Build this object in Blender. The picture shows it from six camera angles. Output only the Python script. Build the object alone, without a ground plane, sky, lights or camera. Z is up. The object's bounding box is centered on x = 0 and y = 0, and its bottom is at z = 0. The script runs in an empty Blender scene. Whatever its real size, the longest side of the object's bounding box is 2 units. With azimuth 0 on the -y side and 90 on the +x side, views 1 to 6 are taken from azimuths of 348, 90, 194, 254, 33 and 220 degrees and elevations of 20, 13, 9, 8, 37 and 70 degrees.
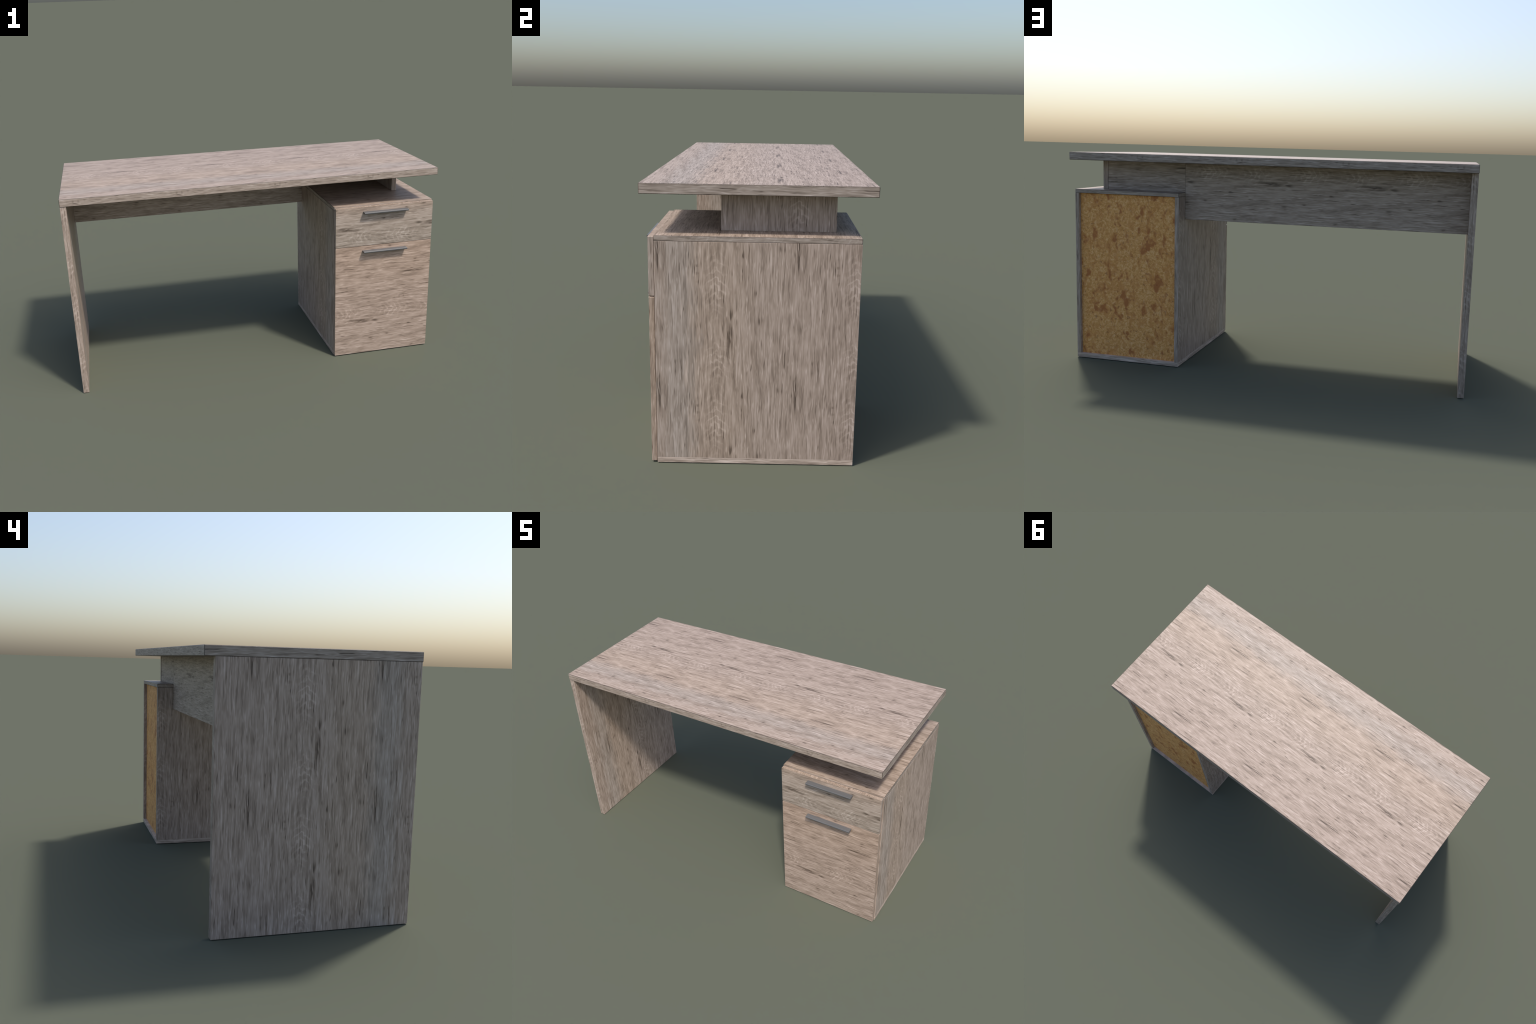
"""A pale-oak laminate office desk: a slab top on one side panel, a modesty
panel at the back, a two-drawer pedestal on the right with bar handles and a
chipboard back."""
import bpy
import bmesh
from math import pi

TILE = 0.511          # the printed wood decor repeats with this period (metres)

# ---------------------------------------------------------------- node helper
class Nodes:
    """Small expression builder on top of a material's node tree."""

    def __init__(self, mat):
        self.t = mat.node_tree
        self.t.nodes.clear()

    def new(self, kind, **props):
        n = self.t.nodes.new(kind)
        for k, v in props.items():
            setattr(n, k, v)
        return n

    def put(self, socket, value):
        if isinstance(value, bpy.types.NodeSocket):
            self.t.links.new(value, socket)
        else:
            socket.default_value = value

    def m(self, op, a, b=0.0, c=0.0, clamp=False):
        n = self.new("ShaderNodeMath", operation=op, use_clamp=clamp)
        for s, v in zip(n.inputs, (a, b, c)):
            self.put(s, v)
        return n.outputs[0]

    def add(self, *v):
        r = v[0]
        for x in v[1:]:
            r = self.m("ADD", r, x)
        return r

    def sub(self, a, b): return self.m("SUBTRACT", a, b)
    def mul(self, *v):
        r = v[0]
        for x in v[1:]:
            r = self.m("MULTIPLY", r, x)
        return r

    def step(self, x, lo, hi):
        n = self.new("ShaderNodeMapRange", interpolation_type="SMOOTHSTEP", clamp=True)
        for k, v in (("Value", x), ("From Min", lo), ("From Max", hi), ("To Min", 0.0), ("To Max", 1.0)):
            self.put(n.inputs[k], v)
        return n.outputs["Result"]

    def xyz(self, x, y, z):
        n = self.new("ShaderNodeCombineXYZ")
        for s, v in zip(n.inputs, (x, y, z)):
            self.put(s, v)
        return n.outputs[0]

    def noise(self, vec, w=None, scale=1.0, detail=2.0, rough=0.5, distort=0.0):
        n = self.new("ShaderNodeTexNoise", noise_dimensions="3D" if w is None else "4D")
        self.put(n.inputs["Vector"], vec)
        if w is not None:
            self.put(n.inputs["W"], w)
        for k, v in (("Scale", scale), ("Detail", detail), ("Roughness", rough), ("Distortion", distort)):
            self.put(n.inputs[k], v)
        return n.outputs["Fac"]

    def ramp(self, x, stops, interp="LINEAR"):
        n = self.new("ShaderNodeValToRGB")
        self.put(n.inputs["Fac"], x)
        cr = n.color_ramp
        cr.interpolation = interp
        while len(cr.elements) < len(stops):
            cr.elements.new(0.5)
        for e, (p, c) in zip(cr.elements, stops):
            e.position = p
            e.color = (*c, 1) if len(c) == 3 else c
        return n.outputs["Color"]

    def mix(self, f, a, b, mode="MIX"):
        n = self.new("ShaderNodeMix", data_type="RGBA", blend_type=mode)
        self.put(n.inputs["Factor"], f)
        for s, v in ((n.inputs[6], a), (n.inputs[7], b)):
            if isinstance(v, (tuple, list)) and len(v) == 3:
                v = (*v, 1)
            self.put(s, v)
        return n.outputs[2]

    def coords(self):
        sep = self.new("ShaderNodeSeparateXYZ")
        self.t.links.new(self.new("ShaderNodeTexCoord").outputs["Object"], sep.inputs[0])
        return dict(zip("xyz", sep.outputs))

    def finish(self, colour, rough, normal=None, metallic=0.0, spec=0.5):
        b = self.new("ShaderNodeBsdfPrincipled")
        self.put(b.inputs["Base Color"], colour)
        self.put(b.inputs["Roughness"], rough)
        self.put(b.inputs["Metallic"], metallic)
        self.put(b.inputs["Specular IOR Level"], spec)
        if normal is not None:
            self.put(b.inputs["Normal"], normal)
        self.t.links.new(b.outputs[0], self.new("ShaderNodeOutputMaterial").inputs[0])


def material(name):
    mat = bpy.data.materials.new(name)
    mat.use_nodes = True
    return mat, Nodes(mat)


# ---------------------------------------------------------------- wood decor
def ring(n, p, q, a, b, seed):
    """Coordinates on a torus, so that noise repeats every TILE both ways.
    a and b set how many noise cells fit along and across the grain."""
    P, Q = n.mul(p, 2 * pi / TILE), n.mul(q, 2 * pi / TILE)
    return (n.xyz(n.m("MULTIPLY_ADD", n.m("COSINE", P), a, seed),
                  n.mul(n.m("SINE", P), a),
                  n.mul(n.m("COSINE", Q), b)),
            n.mul(n.m("SINE", Q), b))


def wrapped(n, x, centre):
    """Signed distance from centre on the repeating tile."""
    return n.m("WRAP", n.sub(x, centre), TILE / 2, -TILE / 2)


def bump_at(n, p, q, cp, cq, lp, lq):
    """Soft elliptical mask, 1 in the middle, on the repeating tile."""
    dp, dq = n.mul(wrapped(n, p, cp), 1 / lp), n.mul(wrapped(n, q, cq), 1 / lq)
    d = n.add(n.mul(dp, dp), n.mul(dq, dq))
    return n.m("POWER", 2.718, n.mul(d, -1.0))


NEUTRAL = (1.0, 1.0, 1.0)
PINK = (1.01, 0.99, 0.975)
TAN = (1.02, 0.985, 0.94)
BLUE = (0.96, 0.985, 1.0)
GREY = (0.875, 0.915, 0.91)


def wood(name, along, across, tint=None, shade=1.0, dark=False):
    """along / across = (axis, origin, factor): tile coordinates of this panel.
    tint = (axis, lo, hi, stops): slow colour drift across the panel."""
    mat, n = material(name)
    c = n.coords()
    p = n.mul(n.sub(c[along[0]], along[1]), along[2])
    q0 = n.mul(n.sub(c[across[0]], across[1]), across[2])
    # the grain wavers a little
    v, w = ring(n, p, q0, 1.3, 2.6, 3.0)
    q = n.m("MULTIPLY_ADD", n.sub(n.noise(v, w, detail=1.5), 0.5), 0.007, q0)

    v, w = ring(n, p, q, 0.60, 9.5, 11.0)
    grain = n.noise(v, w, detail=2.5, rough=0.62)
    v, w = ring(n, p, q, 1.4, 22.0, 23.0)
    fine = n.noise(v, w, detail=1.0, rough=0.5)
    v, w = ring(n, p, q, 0.9, 2.0, 31.0)
    broad = n.noise(v, w, detail=2.0)
    v, w = ring(n, p, q, 1.5, 21.0, 47.0)
    pore = n.noise(v, w, detail=1.0, rough=0.5)
    v, w = ring(n, p, q, 1.6, 5.0, 59.0)
    crowd = n.noise(v, w, detail=1.0)
    v, w = ring(n, p, q, 2.1, 18.0, 71.0)
    light = n.noise(v, w, detail=1.2, rough=0.5)

    # cathedral figure: nested arrowheads in a column
    dq = wrapped(n, q0, -0.052)
    arms = n.m("ABSOLUTE", n.add(dq, n.mul(n.sub(broad, 0.5), 0.06)))
    v, w = ring(n, p, q0, 4.0, 5.0, 83.0)
    wob = n.noise(v, w, detail=1.5)
    phase = n.add(n.mul(p, 2 * pi * 17 / TILE), n.mul(arms, 170.0), n.mul(wob, 8.0))
    arrows = n.sub(n.mul(n.step(n.m("SINE", phase), 0.1, 0.95), 1.3), 0.3)
    column = n.m("MAXIMUM", bump_at(n, p, q0, 0.17, -0.052, 0.095, 0.034),
                 n.mul(bump_at(n, p, q0, 0.40, -0.045, 0.075, 0.040), 0.8))
    figure = n.mul(arrows, column, n.m("MULTIPLY_ADD", n.step(light, 0.40, 0.56), 0.7, 0.45))

    # two dark smudged streaks, rows of dots, a small burl
    rag = n.step(n.add(n.mul(fine, 0.6), n.mul(pore, 0.6)), 0.50, 0.70)
    streak = n.add(n.mul(bump_at(n, p, q, -0.005, 0.000, 0.030, 0.0065), 1.0),
                   n.mul(bump_at(n, p, q, 0.062, 0.004, 0.016, 0.0050), 0.9),
                   n.mul(bump_at(n, p, q, -0.075, -0.006, 0.050, 0.0045), 0.6),
                   n.mul(bump_at(n, p, q, 0.322, -0.267, 0.026, 0.0075), 1.0),
                   n.mul(bump_at(n, p, q, 0.262, -0.264, 0.050, 0.0045), 0.75),
                   n.mul(bump_at(n, p, q, 0.020, -0.122, 0.013, 0.0100), 0.3),
                   n.mul(bump_at(n, p, q, 0.013, -0.250, 0.020, 0.0110), 0.30),
                   n.mul(bump_at(n, p, q, 0.140, 0.094, 0.010, 0.0040), 0.8))
    streak = n.mul(streak, n.m("MULTIPLY_ADD", rag, 1.0, 0.12))
    dots = n.mul(bump_at(n, p, q0, 0.222, -0.119, 0.045, 0.008),
                 n.step(n.add(n.m("SINE", n.mul(p, 2 * pi * 18 / TILE)), n.mul(n.sub(wob, 0.5), 3.0)), 0.1, 1.0))
    dots = n.mul(dots, n.m("MULTIPLY_ADD", rag, 0.8, 0.3))

    pores = n.mul(n.step(pore, 0.56, 0.76), n.step(crowd, 0.43, 0.60))
    lights = n.mul(n.step(light, 0.55, 0.74), n.m("MULTIPLY_ADD", crowd, -1.0, 1.25))

    value = n.add(0.5,
                  n.mul(n.sub(grain, 0.5), 1.0),
                  n.mul(n.sub(fine, 0.5), 0.78),
                  n.mul(n.sub(broad, 0.5), 0.30),
                  n.mul(lights, 0.36),
                  n.mul(figure, 0.21),
                  n.mul(pores, -0.46),
                  n.mul(streak, -1.0),
                  n.mul(dots, -0.26))
    k = shade
    stops = [(0.0, (0.085, 0.064, 0.050)), (0.18, (0.160, 0.124, 0.100)), (0.36, (0.240, 0.193, 0.158)),
             (0.52, (0.316, 0.257, 0.214)), (0.72, (0.392, 0.326, 0.282)), (1.0, (0.500, 0.428, 0.382))]
    col = n.ramp(n.m("ADD", value, 0.0, clamp=True), [(s, tuple(x * k * g for x, g in zip(cc, (1.155, 1.125, 1.105)))) for s, cc in stops])
    if tint:
        ax, lo, hi, ts = tint
        f = n.m("MULTIPLY", n.sub(c[ax], lo), 1.0 / (hi - lo), clamp=True)
        f = n.add(f, n.mul(n.sub(broad, 0.5), 0.10), n.mul(n.sub(grain, 0.5), 0.16))
        # a ramp cannot pass 1, so tints are stored halved
        tc = n.ramp(f, [(s, tuple(x * 0.5 for x in cc)) for s, cc in ts])
        vm = n.new("ShaderNodeVectorMath", operation="SCALE")
        n.put(vm.inputs[0], tc)
        vm.inputs["Scale"].default_value = 2.0
        col = n.mix(1.0, col, vm.outputs[0], "MULTIPLY")
    n.finish(col, 0.48, spec=0.30)
    return mat


K = TILE / 0.545      # the decor is printed slightly stretched on upright parts
BANDS_Y = ("y", -0.43, 0.43, [(0.0, PINK), (0.06, PINK), (0.14, BLUE), (0.19, BLUE), (0.26, TAN), (0.38, TAN),
                              (0.50, PINK), (1.0, (0.95, 0.925, 0.92))])
EVEN_GREY = ("x", -1.0, 1.0, [(0.0, (0.965, 0.99, 1.0)), (1.0, (0.965, 0.99, 1.0))])

TOP = wood("oak_top", ("x", 0.833, -1), ("y", 0.078, 1), BANDS_Y)
TOP_EDGE_LONG = wood("oak_edge_long", ("x", 0.833, -1), ("z", 1.061 + 0.125, 1), EVEN_GREY, 0.97)
TOP_EDGE_SHORT = wood("oak_edge_short", ("y", 0.30, -1), ("z", 1.061 - 0.20, 1), EVEN_GREY, 0.97)
DARK_EDGE = wood("oak_worn_arris", ("x", 0.60, -1), ("y", 0.25, 1), None, 0.32)
GAP_SHADOW_PAINT = wood("oak_painted_gap_shadow", ("x", 0.60, -1), ("y", 0.25, 1), None, 0.16)  # rear drawer chamfers darkened to draw the shadow line against the cabinet
CAB_SIDE = wood("oak_cabinet_side", ("z", 0.535, K), ("y", -0.100, 1), BANDS_Y, 1.07)
LEG_FACE = wood("oak_side_panel", ("z", 0.736, K), ("y", -0.010, -1), BANDS_Y, 1.12)
UPRIGHT_EDGE = wood("oak_upright_edge", ("z", 0.30, K), ("x", 0.10, 1), None, 1.0)
DRAWER_UP_END = wood("oak_upper_drawer_end", ("z", 0.20, K), ("y", 0.10, 1), None, 0.97)
DRAWER_LOW_END = wood("oak_lower_drawer_end", ("z", 0.35, K), ("y", 0.22, 1),
                      ("z", 0.0, 0.7, [(0.0, (1.03, 0.97, 0.92)), (1.0, (1.04, 0.98, 0.90))]), 1.0)
DRAWER_LIP = wood("oak_drawer_lip", ("y", 0.1, 3), ("x", 0.30, 1), ("y", -0.5, -0.3, [(0.0, TAN), (1.0, TAN)]), 1.02)
MODESTY = wood("oak_modesty", ("x", 0.46, -1), ("z", 0.950, -1), None, 1.04)
FILLER = wood("oak_filler", ("x", 0.70, -1), ("z", 0.750, -1), None, 1.04)
RISER = wood("oak_riser", ("z", 0.80, K), ("y", 0.20, 1), None, 1.0)
CAB_TOP = wood("oak_cabinet_top", ("x", 0.62, 1), ("y", 0.12, 1),
               ("y", -0.38, 0.38, [(0.0, TAN), (0.5, TAN), (1.0, PINK)]), 0.97)
CAB_EDGE_X = wood("oak_cabinet_edge_x", ("x", 0.55, 1), ("z", 0.20, 1), EVEN_GREY, 0.97)
CAB_EDGE_Y = wood("oak_cabinet_edge_y", ("y", 0.15, 1), ("z", 0.45, 1), EVEN_GREY, 0.97)
BASE_EDGE_X = wood("oak_base_edge_x", ("x", 0.35, 1), ("z", 0.17, 1), None, 1.36)
BASE_EDGE_Y = wood("oak_base_edge_y", ("y", 0.05, 1), ("z", 0.17, 1), None, 1.36)
DRAWER_LOW = wood("oak_lower_drawer", ("x", 0.610, 1), ("z", 0.206, -0.94),
                  ("z", 0.0, 0.67, [(0.0, (1.0, 0.97, 0.95)), (0.55, (1.025, 0.975, 0.94)), (0.8, (1.05, 0.985, 0.93)), (1.0, (1.08, 1.0, 0.93))]))
DRAWER_UP = wood("oak_upper_drawer", ("x", 0.978, -1), ("z", 0.766, 0.94),
                 ("z", 0.66, 0.89, [(0.0, GREY), (0.35, (0.91, 0.94, 0.93)), (0.8, (0.97, 0.985, 0.975)), (1.0, TAN)]))


def chipboard():
    mat, n = material("chipboard")
    c = n.coords()
    v = n.xyz(c["x"], c["y"], c["z"])
    warp = n.new("ShaderNodeTexNoise")
    n.put(warp.inputs["Vector"], v)
    warp.inputs["Scale"].default_value = 26.0
    warp.inputs["Detail"].default_value = 2.0
    off = n.new("ShaderNodeVectorMath", operation="MULTIPLY_ADD")
    n.put(off.inputs[0], warp.outputs["Color"])
    off.inputs[1].default_value = (0.035, 0.035, 0.035)
    n.put(off.inputs[2], v)
    vw = off.outputs[0]
    strands = n.noise(vw, scale=85.0, detail=1.8, rough=0.55, distort=0.9)
    tall = n.new("ShaderNodeMapping")
    n.put(tall.inputs["Vector"], vw)
    tall.inputs["Scale"].default_value = (1.0, 1.0, 0.62)
    chips = n.noise(tall.outputs[0], scale=22.0, detail=2.2, rough=0.55)
    stains = n.noise(tall.outputs[0], scale=44.0, detail=2.0, rough=0.6, distort=0.3)
    spots = n.noise(vw, scale=62.0, detail=1.0)
    patch = n.noise(v, scale=7.0, detail=1.0)
    drift = n.mul(n.sub(patch, 0.5), 0.20)
    base = n.ramp(strands, [(0.30, (0.58, 0.270, 0.070)), (0.50, (0.75, 0.380, 0.122)), (0.68, (0.84, 0.500, 0.225))])
    col = n.mix(n.mul(n.step(n.add(stains, drift), 0.44, 0.64), 0.55), base, (0.59, 0.245, 0.064))
    rust = n.step(n.add(chips, n.mul(n.sub(strands, 0.5), 0.20), drift), 0.555, 0.685)
    col = n.mix(n.mul(rust, 0.9), col, (0.43, 0.150, 0.044))
    col = n.mix(n.mul(n.step(spots, 0.63, 0.78), 0.55), col, (0.27, 0.085, 0.033))
    n.finish(col, 0.6, spec=0.35)
    return mat


def brushed_metal():
    mat, n = material("brushed_steel")
    c = n.coords()
    s = n.noise(n.xyz(n.mul(c["x"], 6.0), n.mul(c["y"], 400.0), n.mul(c["z"], 400.0)), detail=2.0)
    col = n.ramp(s, [(0.3, (0.110, 0.109, 0.110)), (0.7, (0.142, 0.141, 0.142))])
    n.finish(col, 0.42, metallic=0.12)
    return mat


CHIPBOARD, METAL = chipboard(), brushed_metal()

# ---------------------------------------------------------------- building
def box(name, parent, x, y, z, faces, arris=0.0, worn=None, where=None, keep=None):
    """Board from x[0]..x[1] etc. faces: dict axis -> material for the faces
    that look along that axis. arris: small chamfer, with its own material."""
    mats = []
    bm = bmesh.new()
    bmesh.ops.create_cube(bm, size=1.0)
    for v in bm.verts:
        v.co = [lo + (c + 0.5) * (hi - lo) for c, (lo, hi) in zip(v.co, (x, y, z))]
    if arris:
        bmesh.ops.bevel(bm, geom=[e for e in bm.edges if not (keep and all(keep(v.co) for v in e.verts))], offset=arris, segments=1, affect="EDGES", profile=0.5)
    bm.normal_update()
    for f in bm.faces:
        nrm = f.normal
        i = max(range(3), key=lambda k: abs(nrm[k]))
        flat = abs(nrm[i]) > 0.99
        aged = not flat and worn is not None and (where is None or where(nrm))
        mat = worn if aged else faces["xyz"[i]]
        if mat not in mats:
            mats.append(mat)
        f.material_index = mats.index(mat)
    me = bpy.data.meshes.new(name)
    bm.to_mesh(me)
    bm.free()
    for m in mats:
        me.materials.append(m)
    o = bpy.data.objects.new(name, me)
    bpy.context.collection.objects.link(o)
    o.parent = parent
    return o


desk = bpy.data.objects.new("wooden_desk", None)
bpy.context.collection.objects.link(desk)
desk["label"] = "pale oak office desk with two-drawer pedestal and steel handles"
desk["category"] = "desk"

# heights and outlines (metres)
TOP_Z, TOP_UNDER = 1.0807, 1.0418
CAB_X, CAB_Y = (0.4288, 0.9994), (-0.3758, 0.3756)
CAB_Z, PLATE, BASE, SIDE = 0.8926, 0.0207, 0.0216, 0.0208
RISER_X, RISER_Y = (0.8571, 0.8840), (-0.1408, 0.2901)
PANEL_Y = (0.2634, 0.2880)
LEG_X, LEG_Y = (-0.9993, -0.9690), (-0.4242, 0.3864)
DRAWER_X, DRAWER_Y = (0.4310, 0.9950), (-0.3981, -0.3762)

box("tabletop", desk, (-1, 1), (-0.4272, 0.4272), (TOP_UNDER, TOP_Z),
    dict(x=TOP_EDGE_SHORT, y=TOP_EDGE_LONG, z=TOP), 0.0022, DARK_EDGE)
box("side_panel", desk, LEG_X, LEG_Y, (0, TOP_UNDER), dict(x=LEG_FACE, y=UPRIGHT_EDGE, z=UPRIGHT_EDGE), 0.0008)
box("modesty_panel", desk, (LEG_X[1], CAB_X[0]), PANEL_Y, (0.7555, TOP_UNDER), dict(x=MODESTY, y=MODESTY, z=MODESTY), 0.0007, DARK_EDGE)
box("filler_panel", desk, (CAB_X[0], RISER_X[0]), (PANEL_Y[0], PANEL_Y[1]), (CAB_Z, TOP_UNDER), dict(x=FILLER, y=FILLER, z=FILLER), 0.0007, DARK_EDGE)
box("riser", desk, RISER_X, RISER_Y, (CAB_Z, TOP_UNDER), dict(x=RISER, y=UPRIGHT_EDGE, z=UPRIGHT_EDGE), 0.0008)

# pedestal
box("cabinet_top", desk, CAB_X, CAB_Y, (CAB_Z - PLATE, CAB_Z), dict(x=CAB_EDGE_Y, y=CAB_EDGE_X, z=CAB_TOP), 0.0020, DARK_EDGE,
    lambda v: v.y > -0.1 or v.z < 0,
    lambda p: p.y < CAB_Y[0] + 1e-4 and p.z > CAB_Z - 1e-4)
box("cabinet_base", desk, CAB_X, CAB_Y, (0, BASE), dict(x=BASE_EDGE_Y, y=BASE_EDGE_X, z=BASE_EDGE_X), 0.0008)
for x0 in (CAB_X[0], CAB_X[1] - SIDE):
    box("cabinet_side", desk, (x0, x0 + SIDE), CAB_Y, (BASE, CAB_Z - PLATE),
        dict(x=CAB_SIDE, y=UPRIGHT_EDGE, z=UPRIGHT_EDGE), 0.0008)
box("cabinet_back", desk, (CAB_X[0] + SIDE, CAB_X[1] - SIDE), (0.345, 0.3581), (BASE, CAB_Z - PLATE),
    dict(x=CHIPBOARD, y=CHIPBOARD, z=CHIPBOARD))

SPLIT = 0.6637


def sharp_front(p):
    return p.y < DRAWER_Y[0] + 1e-4


drawers = [
    box("drawer", desk, DRAWER_X, DRAWER_Y, (SPLIT + 0.0014, 0.8878),
        dict(x=DRAWER_UP_END, y=DRAWER_UP, z=DRAWER_LIP), 0.0020, GAP_SHADOW_PAINT, lambda v: v.y > 0.1, sharp_front),
    box("drawer", desk, DRAWER_X, DRAWER_Y, (0.0034, SPLIT - 0.0014),
        dict(x=DRAWER_LOW_END, y=DRAWER_LOW, z=DRAWER_LOW), 0.0020, GAP_SHADOW_PAINT, lambda v: v.y > 0.1, sharp_front),
]


def handle_mesh():
    """Flat bar with a rounded front lip, swept along x. Origin: middle of the
    top back edge, where it meets the drawer front."""
    half, depth, thick = 0.1273, 0.0294, 0.0100
    prof = [(0.0, 0.0), (-depth + 0.0022, 0.0), (-depth + 0.0007, -0.0007), (-depth, -0.0022),
            (-depth, -0.0062), (-depth + 0.0010, -0.0084), (-depth + 0.0032, -thick), (0.0, -thick)]
    bm = bmesh.new()
    loops = [[bm.verts.new((sx * half, y, z)) for y, z in prof] for sx in (-1, 1)]
    n = len(prof)
    for i in range(n):
        j = (i + 1) % n
        bm.faces.new((loops[0][i], loops[0][j], loops[1][j], loops[1][i]))
    bm.faces.new(loops[0][::-1])
    bm.faces.new(loops[1])
    bmesh.ops.recalc_face_normals(bm, faces=bm.faces)
    me = bpy.data.meshes.new("handle")
    bm.to_mesh(me)
    bm.free()
    me.materials.append(METAL)
    for p in me.polygons:
        p.use_smooth = len(p.vertices) == 4
    me.set_sharp_from_angle(angle=0.9)
    return me


bar = handle_mesh()
for d, z in zip(drawers, (0.8622, 0.6377)):
    h = bpy.data.objects.new("handle", bar)
    bpy.context.collection.objects.link(h)
    h.parent = d
    h.location = (0.7140, DRAWER_Y[0], z)
